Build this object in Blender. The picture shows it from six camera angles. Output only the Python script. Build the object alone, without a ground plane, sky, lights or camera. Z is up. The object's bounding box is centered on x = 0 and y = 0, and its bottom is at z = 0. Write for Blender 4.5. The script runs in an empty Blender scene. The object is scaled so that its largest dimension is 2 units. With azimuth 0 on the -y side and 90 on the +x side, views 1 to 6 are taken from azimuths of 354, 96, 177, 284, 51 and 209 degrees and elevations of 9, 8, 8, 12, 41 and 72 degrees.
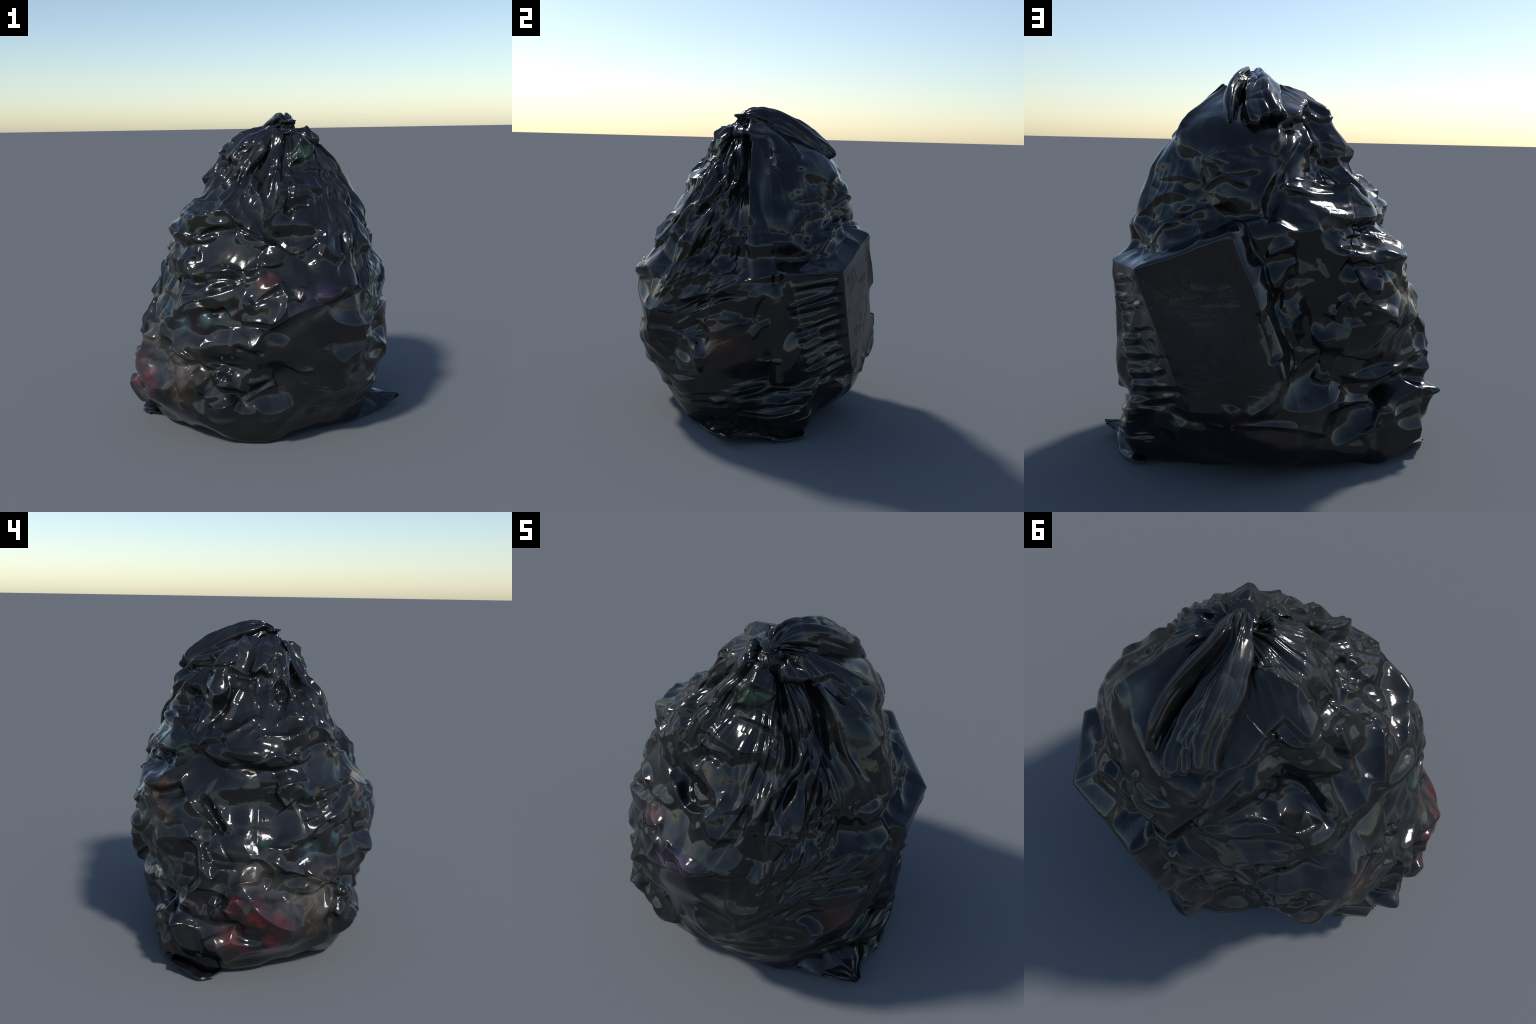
# A full, tied black refuse sack: glossy film stretched over boxes, cans and soft
# rubbish, gathered to a knot at the top with the loose mouth folded over backwards.
import math
import numpy as np

NU, NV = 1100, 740          # grid of the film: around, and from the base centre to the neck

# ---------------------------------------------------------------- small numeric helpers
def smooth(a, b, x):
    t = np.clip((x - a) / (b - a), 0.0, 1.0)
    return t * t * (3 - 2 * t)

def hash01(ix, iy, iz, seed):
    h = (ix * 374761393 + iy * 668265263 + iz * 2147483647 + seed * 974634777) & 0xFFFFFFFF
    h = ((h ^ (h >> 13)) * 1274126177) & 0xFFFFFFFF
    h = ((h ^ (h >> 16)) * 2246822519) & 0xFFFFFFFF
    return (h ^ (h >> 15)) & 0xFFFFFFFF

def noise2(x, y, seed=0):
    """gradient noise, about -1..1"""
    ix = np.floor(x).astype(np.int64); iy = np.floor(y).astype(np.int64)
    fx = x - ix; fy = y - iy
    ux = fx * fx * fx * (fx * (fx * 6 - 15) + 10); uy = fy * fy * fy * (fy * (fy * 6 - 15) + 10)
    def g(dx, dy):
        a = hash01(ix + dx, iy + dy, 0, seed) * (2 * math.pi / 4294967296.0)
        return np.cos(a) * (fx - dx) + np.sin(a) * (fy - dy)
    n0 = g(0, 0) * (1 - ux) + g(1, 0) * ux
    n1 = g(0, 1) * (1 - ux) + g(1, 1) * ux
    return (n0 * (1 - uy) + n1 * uy) * 1.5

def noise3(p, freq, seed=0):
    q = p * freq
    i = np.floor(q).astype(np.int64); f = q - i
    u = f * f * f * (f * (f * 6 - 15) + 10)
    def g(dx, dy, dz):
        h = hash01(i[..., 0] + dx, i[..., 1] + dy, i[..., 2] + dz, seed)
        a = (h & 0xFFFF) * (2 * math.pi / 65536.0)
        c = (h >> 16) * (2.0 / 65536.0) - 1.0
        s = np.sqrt(np.maximum(0, 1 - c * c))
        return s * np.cos(a) * (f[..., 0] - dx) + s * np.sin(a) * (f[..., 1] - dy) + c * (f[..., 2] - dz)
    ux, uy, uz = u[..., 0], u[..., 1], u[..., 2]
    def lay(dz):
        a = g(0, 0, dz) * (1 - ux) + g(1, 0, dz) * ux
        b = g(0, 1, dz) * (1 - ux) + g(1, 1, dz) * ux
        return a * (1 - uy) + b * uy
    return (lay(0) * (1 - uz) + lay(1) * uz) * 1.6

def sag(p, freq, seed=0):
    """squared distance to the nearest of scattered points: low in each cell, creased where cells meet"""
    q = p * freq
    i = np.floor(q).astype(np.int64); f = q - i
    best = np.full(q.shape[:-1], 9.0)
    for dx in (-1, 0, 1):
        for dy in (-1, 0, 1):
            for dz in (-1, 0, 1):
                h = hash01(i[..., 0] + dx, i[..., 1] + dy, i[..., 2] + dz, seed)
                x = dx + (h & 1023) / 1023.0 - f[..., 0]
                y = dy + ((h >> 10) & 1023) / 1023.0 - f[..., 1]
                z = dz + ((h >> 20) & 1023) / 1023.0 - f[..., 2]
                best = np.minimum(best, x * x + y * y + z * z)
    return best

def crest(n):
    """ridged noise: sharp crests with slack film hanging between them"""
    return 1.0 - np.sqrt(n * n + 0.004) * 2.2

# ---------------------------------------------------------------- the body as a loft
NECK = (0.150, -0.095)
def axis(z):
    k = np.clip((np.asarray(z, float) - 1.0) / 0.9, 0, 1)
    return 0.14 * k, -0.08 * k

# horizontal cross-sections of the sack: height, then the radius every 15 degrees,
# counted from the front (-y) towards +x
SECTIONS = [
    (0.000, [.534, .458, .417, .454, .562, .590, .630, .670, .640, .530, .446, .416, .397, .398, .404, .452, .560, .680, .640, .581, .509, .483, .551, .589]),
    (0.020, [.584, .515, .484, .535, .634, .630, .670, .710, .680, .570, .483, .456, .437, .433, .422, .458, .593, .720, .690, .614, .546, .527, .601, .623]),
    (0.060, [.609, .577, .553, .603, .661, .630, .670, .710, .740, .620, .558, .554, .550, .534, .545, .610, .695, .730, .720, .704, .625, .607, .661, .641]),
    (0.140, [.662, .610, .601, .658, .685, .686, .710, .760, .780, .704, .667, .664, .672, .611, .614, .688, .725, .760, .800, .760, .728, .722, .736, .711]),
    (0.240, [.720, .672, .671, .705, .736, .717, .766, .776, .800, .791, .739, .737, .717, .653, .610, .675, .738, .790, .875, .865, .835, .787, .790, .780]),
    (0.360, [.689, .719, .743, .763, .766, .761, .749, .722, .797, .800, .731, .751, .714, .673, .627, .617, .679, .743, .835, .845, .805, .775, .775, .710]),
    (0.500, [.694, .759, .817, .877, .844, .813, .816, .783, .821, .786, .712, .754, .752, .691, .661, .646, .685, .728, .771, .854, .768, .730, .698, .699]),
    (0.640, [.761, .782, .783, .846, .834, .804, .816, .822, .826, .797, .707, .747, .786, .720, .680, .709, .745, .768, .782, .834, .773, .768, .787, .773]),
    (0.780, [.797, .812, .823, .854, .820, .794, .804, .829, .822, .803, .708, .751, .802, .718, .671, .722, .735, .708, .705, .739, .728, .733, .752, .784]),
    (0.900, [.802, .787, .810, .828, .805, .805, .840, .829, .783, .787, .707, .734, .772, .702, .635, .672, .699, .682, .692, .743, .722, .709, .713, .788]),
    (1.000, [.726, .713, .738, .776, .793, .800, .789, .770, .739, .784, .703, .716, .745, .695, .652, .686, .698, .715, .693, .707, .701, .678, .673, .723]),
    (1.100, [.631, .612, .634, .681, .700, .674, .658, .672, .697, .755, .718, .707, .675, .650, .669, .719, .701, .718, .720, .725, .711, .661, .650, .660]),
    (1.220, [.542, .518, .535, .581, .623, .608, .655, .725, .784, .757, .682, .661, .681, .644, .608, .636, .642, .650, .661, .689, .689, .608, .585, .586]),
    (1.340, [.556, .548, .512, .500, .497, .493, .581, .683, .750, .726, .659, .604, .585, .614, .662, .704, .676, .622, .579, .568, .604, .611, .577, .571]),
    (1.460, [.464, .468, .456, .413, .388, .394, .446, .560, .641, .639, .574, .581, .573, .609, .650, .637, .552, .521, .511, .502, .490, .521, .494, .483]),
    (1.570, [.364, .368, .384, .334, .291, .320, .344, .461, .553, .568, .546, .566, .581, .570, .574, .548, .467, .424, .438, .430, .436, .443, .417, .391]),
    (1.660, [.260, .234, .256, .254, .229, .294, .311, .362, .461, .529, .509, .524, .544, .560, .583, .553, .432, .370, .374, .351, .384, .417, .357, .306]),
    (1.730, [.227, .214, .217, .184, .151, .223, .262, .280, .362, .450, .463, .469, .460, .460, .493, .498, .407, .340, .341, .357, .341, .352, .307, .275]),
    (1.790, [.165, .158, .151, .115, .093, .130, .189, .217, .297, .370, .398, .390, .360, .360, .406, .422, .390, .326, .298, .299, .289, .278, .245, .210]),
    (1.840, [.113, .103, .099, .076, .083, .137, .202, .227, .261, .286, .288, .280, .250, .250, .288, .302, .285, .264, .243, .235, .215, .197, .146, .133]),
    (1.880, [.065, .070, .070, .070, .070, .075, .085, .100, .120, .130, .130, .130, .120, .120, .110, .110, .100, .090, .085, .080, .075, .070, .070, .065]),
    (1.910, [0.042] * 24),
    (1.935, [0.040] * 24),
]

def catmull(vals, x):
    """vals along axis 0 sampled at positions 0..n-1, non periodic"""
    n = len(vals)
    i = np.clip(np.floor(x).astype(int), 0, n - 2); t = (x - i)
    t = t.reshape(t.shape + (1,) * (vals.ndim - 1))
    p0 = vals[np.maximum(i - 1, 0)]; p1 = vals[i]; p2 = vals[i + 1]; p3 = vals[np.minimum(i + 2, n - 1)]
    return 0.5 * (2 * p1 + (p2 - p0) * t + (2 * p0 - 5 * p1 + 4 * p2 - p3) * t * t + (3 * p1 - p0 - 3 * p2 + p3) * t ** 3)

def loft():
    rings = np.array([s[1] for s in SECTIONS]); zs = np.array([s[0] for s in SECTIONS])
    # around: periodic catmull to NU columns
    w = np.concatenate([rings[:, -2:], rings, rings[:, :3]], 1).T
    xa = np.arange(NU) * 24.0 / NU + 2.0
    cols = catmull(w, xa)                                     # NU x nring
    mean = rings.mean(1)
    seg = np.hypot(np.diff(mean), np.diff(zs)); L = np.concatenate([[0], np.cumsum(seg)])
    nb = int(NV * 0.10)                                       # rows of the flat base
    nt = NV - nb
    target = np.linspace(0, L[-1], nt)
    x = np.interp(target, L, np.arange(len(zs)))
    zrow = np.maximum(catmull(zs.reshape(-1, 1), x)[:, 0], 0.0)
    zrow = np.maximum.accumulate(zrow)
    R = catmull(np.ascontiguousarray(cols.T), x)              # nt x NU
    return R, zrow, nb

# ---------------------------------------------------------------- hollows and swellings of the stuffed film
SWELLS = []
def swell(az, z, half_az, half_z, out):
    """a broad dent (out < 0) or bulge (out > 0): where, how wide, how deep in metres"""
    SWELLS.append((az, z, half_az, half_z, out))

swell(1, 1.34, 29, 0.12, -0.060)
swell(64, 0.94, 17, 0.28, -0.080)
swell(39, 0.87, 15, 0.12, -0.060)
swell(60, 0.62, 14, 0.15, -0.060)
swell(126, 1.27, 31, 0.20, -0.070)
swell(120, 0.43, 9, 0.20, +0.060)
swell(100, 1.15, 6, 0.22, +0.030)
swell(31, 1.23, 20, 0.20, +0.030)
swell(69, 1.00, 22, 0.30, -0.070)
swell(110, 1.42, 7, 0.30, +0.030)
swell(133, 1.28, 14, 0.12, -0.060)
swell(154, 1.58, 11, 0.13, +0.030)
swell(136, 1.28, 26, 0.13, -0.060)
swell(118, 1.01, 10, 0.10, -0.050)
swell(187, 0.87, 23, 0.30, -0.080)
swell(224, 0.60, 19, 0.30, -0.080)
swell(211, 1.50, 23, 0.19, -0.070)
swell(224, 1.26, 21, 0.12, -0.070)
swell(167, 1.63, 26, 0.11, +0.030)
swell(220, 0.94, 13, 0.13, +0.040)
swell(222, 1.51, 29, 0.29, -0.080)
swell(192, 0.91, 16, 0.30, -0.070)
swell(144, 1.20, 10, 0.22, -0.060)
swell(304, 1.41, 30, 0.23, -0.060)
swell(223, 0.90, 14, 0.14, +0.060)
swell(254, 0.66, 17, 0.30, +0.060)
swell(275, 0.76, 13, 0.27, -0.070)
swell(176, 1.43, 19, 0.15, +0.030)
swell(229, 0.33, 20, 0.24, -0.050)
swell(224, 1.52, 31, 0.19, -0.080)
swell(223, 1.25, 16, 0.13, -0.060)
swell(194, 0.75, 17, 0.30, -0.090)
swell(270, 1.14, 31, 0.26, -0.070)
swell(238, 0.58, 23, 0.15, -0.070)
swell(226, 0.88, 16, 0.19, +0.030)
swell(247, 0.80, 9, 0.04, +0.030)
swell(159, 1.63, 23, 0.13, +0.040)
swell(282, 1.34, 22, 0.07, +0.050)
swell(238, 1.43, 19, 0.30, -0.070)
swell(286, 1.01, 14, 0.18, -0.080)
swell(286, 0.64, 8, 0.10, -0.060)
swell(253, 0.65, 14, 0.14, -0.060)
swell(294, 1.65, 17, 0.15, -0.060)
swell(21, 1.41, 40, 0.13, -0.060)
swell(338, 0.63, 11, 0.15, -0.050)
swell(285, 1.34, 29, 0.08, +0.030)
swell(238, 0.93, 14, 0.21, +0.020)
swell(286, 0.97, 19, 0.28, -0.080)
swell(230, 1.35, 16, 0.19, -0.070)
swell(291, 1.69, 14, 0.11, -0.050)
swell(327, 1.72, 13, 0.12, -0.050)
swell(0, 1.31, 15, 0.10, -0.060)
swell(284, 1.38, 19, 0.11, +0.030)
swell(243, 1.67, 19, 0.07, +0.030)
swell(48, 1.25, 28, 0.11, +0.040)
swell(301, 0.42, 16, 0.14, +0.030)
swell(328, 0.42, 9, 0.10, +0.030)
swell(270, 0.43, 11, 0.15, -0.050)
swell(304, 1.61, 23, 0.11, -0.050)
swell(280, 1.19, 37, 0.30, -0.050)
swell(239, 1.50, 21, 0.30, -0.050)
swell(52, 1.12, 20, 0.30, -0.060)
swell(4, 1.32, 16, 0.09, -0.060)
swell(350, 0.91, 19, 0.28, -0.050)
swell(38, 1.21, 10, 0.28, +0.030)
swell(45, 1.72, 35, 0.15, +0.030)

# a second, finer round: where the film has settled into gaps or is propped up
SETTLED = []
def settle(az, z, half_az, half_z, out):
    SETTLED.append((az, z, half_az, half_z, out))

settle(51, 0.55, 12, 0.12, -0.060)
settle(28, 1.16, 22, 0.11, +0.050)
settle(39, 1.34, 40, 0.27, +0.025)
settle(122, 1.08, 15, 0.06, +0.050)
settle(121, 0.58, 13, 0.27, +0.050)
settle(33, 1.60, 22, 0.05, -0.040)
settle(115, 0.08, 10, 0.17, +0.050)
settle(54, 1.44, 32, 0.30, +0.040)
settle(27, 1.07, 19, 0.15, +0.050)
settle(58, 0.63, 19, 0.20, -0.060)
settle(151, 1.19, 6, 0.11, +0.050)
settle(126, 0.59, 19, 0.22, +0.045)
settle(128, 0.36, 16, 0.12, -0.050)
settle(112, 0.03, 13, 0.24, +0.050)
settle(216, 1.52, 40, 0.18, -0.050)
settle(185, 0.86, 12, 0.14, -0.060)
settle(195, 0.53, 18, 0.13, -0.060)
settle(131, 0.29, 11, 0.15, -0.050)
settle(120, 0.47, 11, 0.11, +0.050)
settle(115, 0.66, 7, 0.15, +0.040)
settle(213, 1.04, 28, 0.26, +0.025)
settle(224, 1.24, 22, 0.13, +0.050)
settle(236, 0.70, 22, 0.25, +0.040)
settle(108, 1.11, 24, 0.12, +0.050)
settle(151, 1.24, 8, 0.08, +0.045)
settle(222, 1.53, 23, 0.13, -0.050)
settle(189, 0.79, 12, 0.30, -0.070)
settle(229, 1.19, 6, 0.05, -0.050)
settle(142, 1.16, 17, 0.15, +0.050)
settle(225, 0.85, 16, 0.30, +0.020)
settle(255, 0.64, 17, 0.30, +0.045)
settle(175, 1.42, 15, 0.14, +0.030)
settle(220, 1.79, 35, 0.12, +0.020)
settle(221, 1.52, 31, 0.16, -0.050)
settle(222, 1.15, 12, 0.04, -0.060)
settle(190, 0.84, 6, 0.16, -0.060)
settle(198, 0.51, 6, 0.09, -0.060)
settle(248, 0.37, 15, 0.08, -0.050)
settle(222, 0.75, 12, 0.14, +0.030)
settle(217, 0.45, 26, 0.17, +0.025)
settle(162, 0.64, 15, 0.30, +0.020)
settle(269, 1.32, 25, 0.11, +0.050)
settle(263, 0.66, 15, 0.22, +0.045)
settle(221, 1.78, 37, 0.10, +0.030)
settle(224, 1.50, 31, 0.18, -0.050)
settle(239, 1.15, 12, 0.13, +0.025)
settle(311, 1.27, 10, 0.06, +0.050)
settle(344, 0.60, 20, 0.14, +0.050)
settle(273, 1.21, 38, 0.17, +0.020)
settle(301, 0.95, 24, 0.20, +0.020)
settle(258, 0.66, 7, 0.13, -0.050)
settle(6, 1.05, 21, 0.12, +0.045)
settle(224, 1.52, 20, 0.14, -0.050)
settle(320, 1.75, 16, 0.13, -0.050)
settle(307, 1.33, 40, 0.21, +0.025)
settle(42, 1.16, 23, 0.12, +0.045)
settle(331, 0.98, 11, 0.12, +0.050)
settle(341, 0.48, 12, 0.10, +0.050)
settle(231, 1.43, 15, 0.30, -0.060)
settle(319, 1.84, 40, 0.15, -0.040)
settle(277, 0.98, 13, 0.30, +0.050)
settle(312, 1.40, 11, 0.28, +0.030)
settle(26, 1.57, 34, 0.30, +0.020)
settle(295, 1.83, 18, 0.04, +0.040)

# and a last round of small adjustments
NUDGED = []
def nudge(az, z, half_az, half_z, out):
    NUDGED.append((az, z, half_az, half_z, out))

nudge(78, 1.13, 7, 0.09, +0.045)
nudge(79, 1.54, 7, 0.17, +0.035)
nudge(31, 1.23, 9, 0.12, +0.030)
nudge(128, 1.28, 13, 0.13, -0.045)
nudge(50, 0.48, 19, 0.10, -0.045)
nudge(68, 1.37, 27, 0.30, +0.030)
nudge(131, 1.28, 10, 0.10, -0.045)
nudge(131, 1.29, 11, 0.09, -0.045)
nudge(183, 1.05, 8, 0.16, +0.045)
nudge(220, 0.73, 18, 0.24, +0.030)
nudge(165, 1.51, 14, 0.05, +0.025)
nudge(138, 1.38, 17, 0.18, -0.045)
nudge(269, 1.14, 28, 0.30, -0.045)
nudge(218, 0.88, 14, 0.18, +0.010)
nudge(185, 1.03, 16, 0.28, +0.022)
nudge(231, 1.15, 10, 0.06, -0.035)
nudge(245, 0.66, 9, 0.09, -0.045)
nudge(246, 0.33, 9, 0.14, -0.050)
nudge(270, 1.10, 12, 0.18, -0.040)
nudge(265, 0.42, 9, 0.17, +0.040)
nudge(319, 0.51, 10, 0.10, +0.045)
nudge(250, 1.61, 17, 0.15, +0.035)
nudge(261, 0.42, 8, 0.10, +0.045)
nudge(279, 0.78, 17, 0.08, +0.022)
nudge(280, 1.05, 16, 0.13, -0.022)
nudge(295, 0.55, 10, 0.09, -0.022)
nudge(274, 0.28, 19, 0.10, -0.045)
nudge(276, 1.11, 11, 0.13, -0.045)
nudge(248, 1.49, 19, 0.17, +0.035)
nudge(279, 1.46, 18, 0.10, +0.020)
nudge(318, 0.47, 9, 0.16, +0.045)
nudge(260, 0.35, 7, 0.20, +0.040)
nudge(274, 0.29, 6, 0.07, -0.040)
nudge(225, 1.31, 17, 0.08, +0.040)
nudge(145, 1.43, 8, 0.07, +0.040)
nudge(146, 1.42, 11, 0.11, +0.035)
nudge(151, 1.40, 22, 0.12, +0.035)
nudge(65, 1.29, 6, 0.12, -0.030)
nudge(135, 1.23, 14, 0.05, -0.035)
nudge(68, 1.32, 12, 0.13, -0.040)
nudge(76, 1.14, 9, 0.06, +0.035)
nudge(64, 0.47, 10, 0.11, +0.035)
nudge(246, 1.72, 17, 0.10, +0.035)
nudge(215, 1.32, 18, 0.09, +0.025)
nudge(225, 1.50, 31, 0.11, -0.050)
nudge(206, 1.73, 14, 0.08, +0.030)
nudge(271, 1.26, 17, 0.06, +0.035)
nudge(333, 0.29, 8, 0.11, +0.040)
nudge(313, 0.56, 8, 0.05, +0.040)
nudge(226, 1.45, 27, 0.07, -0.045)
nudge(356, 1.15, 7, 0.05, +0.040)
nudge(317, 0.58, 11, 0.13, +0.040)
nudge(282, 0.31, 26, 0.17, +0.050)
nudge(246, 1.08, 18, 0.18, +0.045)
nudge(122, 0.70, 13, 0.28, -0.028)
nudge(222, 1.43, 16, 0.09, -0.045)
nudge(205, 1.60, 18, 0.10, +0.040)
nudge(208, 1.30, 25, 0.08, +0.028)

def settle_again(az, z, half_az, half_z, out):
    RESETTLED.append((az, z, half_az, half_z, out))
RESETTLED = []
settle_again(55, 0.42, 20, 0.10, -0.035)
settle_again(118, 0.52, 10, 0.16, +0.035)
settle_again(121, 0.44, 10, 0.10, +0.035)
settle_again(220, 1.43, 19, 0.04, -0.035)
settle_again(216, 0.72, 12, 0.09, +0.035)
settle_again(221, 0.79, 8, 0.08, +0.030)
settle_again(234, 0.46, 16, 0.07, +0.035)
settle_again(222, 1.42, 24, 0.08, -0.040)
settle_again(311, 0.55, 9, 0.05, +0.035)
settle_again(327, 0.34, 8, 0.12, -0.035)
settle_again(294, 1.80, 13, 0.09, -0.030)
settle_again(276, 1.24, 21, 0.06, +0.020)
settle_again(295, 0.45, 9, 0.08, -0.020)
settle_again(244, 1.46, 32, 0.08, -0.035)
settle_again(324, 1.67, 10, 0.11, -0.030)
settle_again(281, 1.26, 17, 0.10, +0.030)
settle_again(322, 0.79, 9, 0.08, +0.030)
settle_again(294, 0.47, 9, 0.10, -0.020)
settle_again(264, 0.33, 11, 0.18, +0.035)
settle_again(238, 1.29, 14, 0.06, +0.022)
settle_again(288, 1.60, 12, 0.14, +0.025)
settle_again(24, 0.945, 8, 0.05, +0.030)

def swollen(R, zrow, groups):
    deg = np.arange(NU) * 360.0 / NU
    for group in groups:
        up = np.zeros_like(R); down = np.zeros_like(R)
        for az, z, ha, hz, out in group:
            da = ((deg - az + 180) % 360 - 180) / (ha * 1.25)
            dz = (zrow - z) / (hz * 1.25)
            q = np.clip(1 - (da[None, :] ** 2 + dz[:, None] ** 2), 0, 1)
            b = q * q * (3 - 2 * q) * out
            if out > 0: up = np.maximum(up, b)
            else: down = np.minimum(down, b)
        R = R + up + down
    return R

# ---------------------------------------------------------------- boxes that press flat faces into the film
# every group is one rigid thing inside; its faces are given by their corners (x, y, z)
B = (.665, .596, 1.028); A = (.815, .284, 1.025); C = (.224, .734, 1.200)
D = (-.032, .815, .575); D2 = (.040, .785, .420); Fc = (.413, .672, .378)
H = (.785, .262, .380)
K1 = (-.825, .330, .380); K2 = (-.580, .405, .285); K3 = (-.595, .415, .020); K4 = (-.755, .300, .120)
BOXES = [
    ("carton", .065, [[B, C, D, D2, Fc], [A, B, H], [B, Fc, H]]),
    ("shoulder", .08, [[(-.16, .13, 1.79), (-.03, .395, 1.66), (-.04, .550, 1.45), (-.29, .42, 1.31), (-.490, .310, 1.280), (-.35, .10, 1.585)]]),
    ("low_box", .07, [[K1, (-.820, .085, .303), (-.785, .050, .080), (-.785, .290, .140)], [K1, K2, K3, K4]]),
]

def patch_radius(R, zrow):
    az = np.arange(NU) * 2 * math.pi / NU
    AZ = np.broadcast_to(az, R.shape); Z = np.broadcast_to(zrow[:, None], R.shape)
    cx, cy = axis(Z); dx, dy = np.sin(AZ), -np.cos(AZ)
    for name, feather, faces in BOXES:
        best = np.full(R.shape, -9.0); rad = np.zeros(R.shape)
        for f in faces:
            P = np.array(f); c0 = P.mean(0)
            nrm = np.linalg.svd(P - c0)[2][2]
            vx, vy = axis(P[:, 2])
            pa = np.arctan2(P[:, 0] - vx, -(P[:, 1] - vy))
            am = math.atan2(np.sin(pa).mean(), np.cos(pa).mean())
            pu = ((pa - am + math.pi) % (2 * math.pi) - math.pi) * 0.75
            U = ((AZ - am + math.pi) % (2 * math.pi) - math.pi) * 0.75
            d = np.full(R.shape, 9.0); ins = np.zeros(R.shape, bool)
            n = len(P)
            for i in range(n):
                x1, y1, x2, y2 = pu[i], P[i, 2], pu[(i + 1) % n], P[(i + 1) % n, 2]
                ex, ey = x2 - x1, y2 - y1
                t = np.clip(((U - x1) * ex + (Z - y1) * ey) / (ex * ex + ey * ey), 0, 1)
                d = np.minimum(d, np.hypot(U - x1 - t * ex, Z - y1 - t * ey))
                cr = ((y1 > Z) != (y2 > Z))
                ins ^= cr & (U < (ex) * (Z - y1) / (ey if abs(ey) > 1e-9 else 1e-9) + x1)
            sd = np.where(ins, d, -d)
            den = nrm[0] * dx + nrm[1] * dy
            den = np.where(np.abs(den) < .15, .15 * np.sign(den + 1e-9), den)
            r = (nrm @ c0 - nrm[0] * cx - nrm[1] * cy - nrm[2] * Z) / den
            both = (sd > -.05) & (best > -.05)
            take = np.where(both, r < rad, sd > best)
            rad = np.where(take, r, rad); best = np.maximum(best, sd)
        w = smooth(-feather, 0.0, best)
        rad = np.clip(rad, R - .25, R + .25)
        R = R * (1 - w) + rad * w
    return R

def grid_positions(R, zrow, nb):
    az = np.arange(NU) * 2 * math.pi / NU
    cx, cy = axis(zrow)
    X = cx[:, None] + R * np.sin(az); Y = cy[:, None] - R * np.cos(az)
    P = np.stack([X, Y, np.broadcast_to(zrow[:, None], R.shape)], -1)
    # flat base: from the centre out to the first ring
    k = (np.linspace(0.02, 1, nb, endpoint=False) ** 0.8)[:, None]
    base = np.stack([P[0, :, 0] * k, P[0, :, 1] * k, np.zeros((nb, NU))], -1)
    return np.concatenate([base, P], 0)

def grid_normals(P):
    du = np.roll(P, -1, 1) - np.roll(P, 1, 1)
    dv = np.gradient(P, axis=0)
    n = np.cross(du, dv)
    return n / np.maximum(np.linalg.norm(n, axis=-1, keepdims=True), 1e-9)

def blur(a, n):
    """box blur by running sums, periodic around, clamped in height"""
    for ax, mode in ((0, "edge"), (1, "wrap")):
        pad = [(0, 0)] * a.ndim; pad[ax] = (n + 1, n)
        c = np.cumsum(np.pad(a, pad, mode=mode), axis=ax)
        lo = np.take(c, np.arange(a.shape[ax]), axis=ax)
        a = (np.take(c, np.arange(a.shape[ax]) + 2 * n + 1, axis=ax) - lo) / (2 * n + 1)
    return a

# ---------------------------------------------------------------- build numbers
def body_base():
    R, zrow, nb = loft()
    R = swollen(R, zrow, (SWELLS, SETTLED))
    R = patch_radius(R, zrow)
    R = swollen(R, zrow, (NUDGED, RESETTLED))
    return R, zrow, nb, grid_positions(R, zrow, nb)

# ---------------------------------------------------------------- folds of the film, one by one
FOLDS = []
def fold(kind, width, height, *path):
    """a crease along a path of (azimuth, height) points: "ridge" stands proud, "valley" is
    pinched in, "ledge" swells gently from above and drops off sharply below"""
    FOLDS.append((kind, width, height, path))

# kind view width height : points(zoomed)
# --- neck pleats, right side
fold("ridge", .016, .022, (105, 1.87), (104, 1.66), (99, 1.50), (97, 1.37), (96, 1.29))
fold("ridge", .020, .026, (80, 1.87), (79, 1.68), (74, 1.52), (58, 1.37), (52, 1.09), (51, 0.84))
fold("valley", .016, .024, (99, 1.87), (98, 1.72), (92, 1.56), (86, 1.43))
fold("ridge", .020, .022, (90, 1.58), (70, 1.35), (62, 1.16), (56, 0.94), (53, 0.84))
fold("valley", .015, .022, (91, 1.50), (82, 1.32), (73, 1.18), (67, 1.01), (59, 0.86))
fold("ridge", .022, .022, (68, 1.87), (66, 1.76), (56, 1.61), (40, 1.43), (38, 1.20))
fold("ridge", .014, .014, (126, 1.87), (126, 1.78), (123, 1.71))
fold("ridge", .014, .014, (133, 1.87), (134, 1.74), (136, 1.67))
fold("ridge", .014, .012, (97, 1.28), (85, 1.19), (74, 1.07), (65, 0.96), (59, 0.84))
fold("valley", .010, .014, (96, 1.28), (80, 1.21), (73, 1.11))
fold("valley", .010, .016, (92, 1.27), (92, 1.15), (91, 1.04))
fold("ridge", .012, .016, (50, 0.78), (63, 0.84), (76, 0.89), (91, 0.97))
fold("ridge", .012, .014, (59, 0.72), (73, 0.82), (81, 0.90), (91, 0.97))
fold("valley", .010, .012, (58, 0.76), (69, 0.84), (81, 0.93))
fold("ridge", .012, .018, (50, 0.61), (67, 0.74), (79, 0.82), (89, 0.88))
fold("valley", .012, .016, (53, 0.59), (68, 0.69), (82, 0.78))
fold("ridge", .012, .014, (54, 0.52), (68, 0.61), (87, 0.71), (95, 0.74))
fold("ridge", .010, .010, (67, 0.58), (70, 0.49), (72, 0.34))
fold("ridge", .014, .014, (109, 1.02), (115, 0.72), (122, 0.37))
fold("valley", .010, .010, (101, 0.90), (98, 0.82), (96, 0.73))
fold("ridge", .012, .014, (95, 0.63), (99, 0.71), (103, 0.74))
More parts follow.
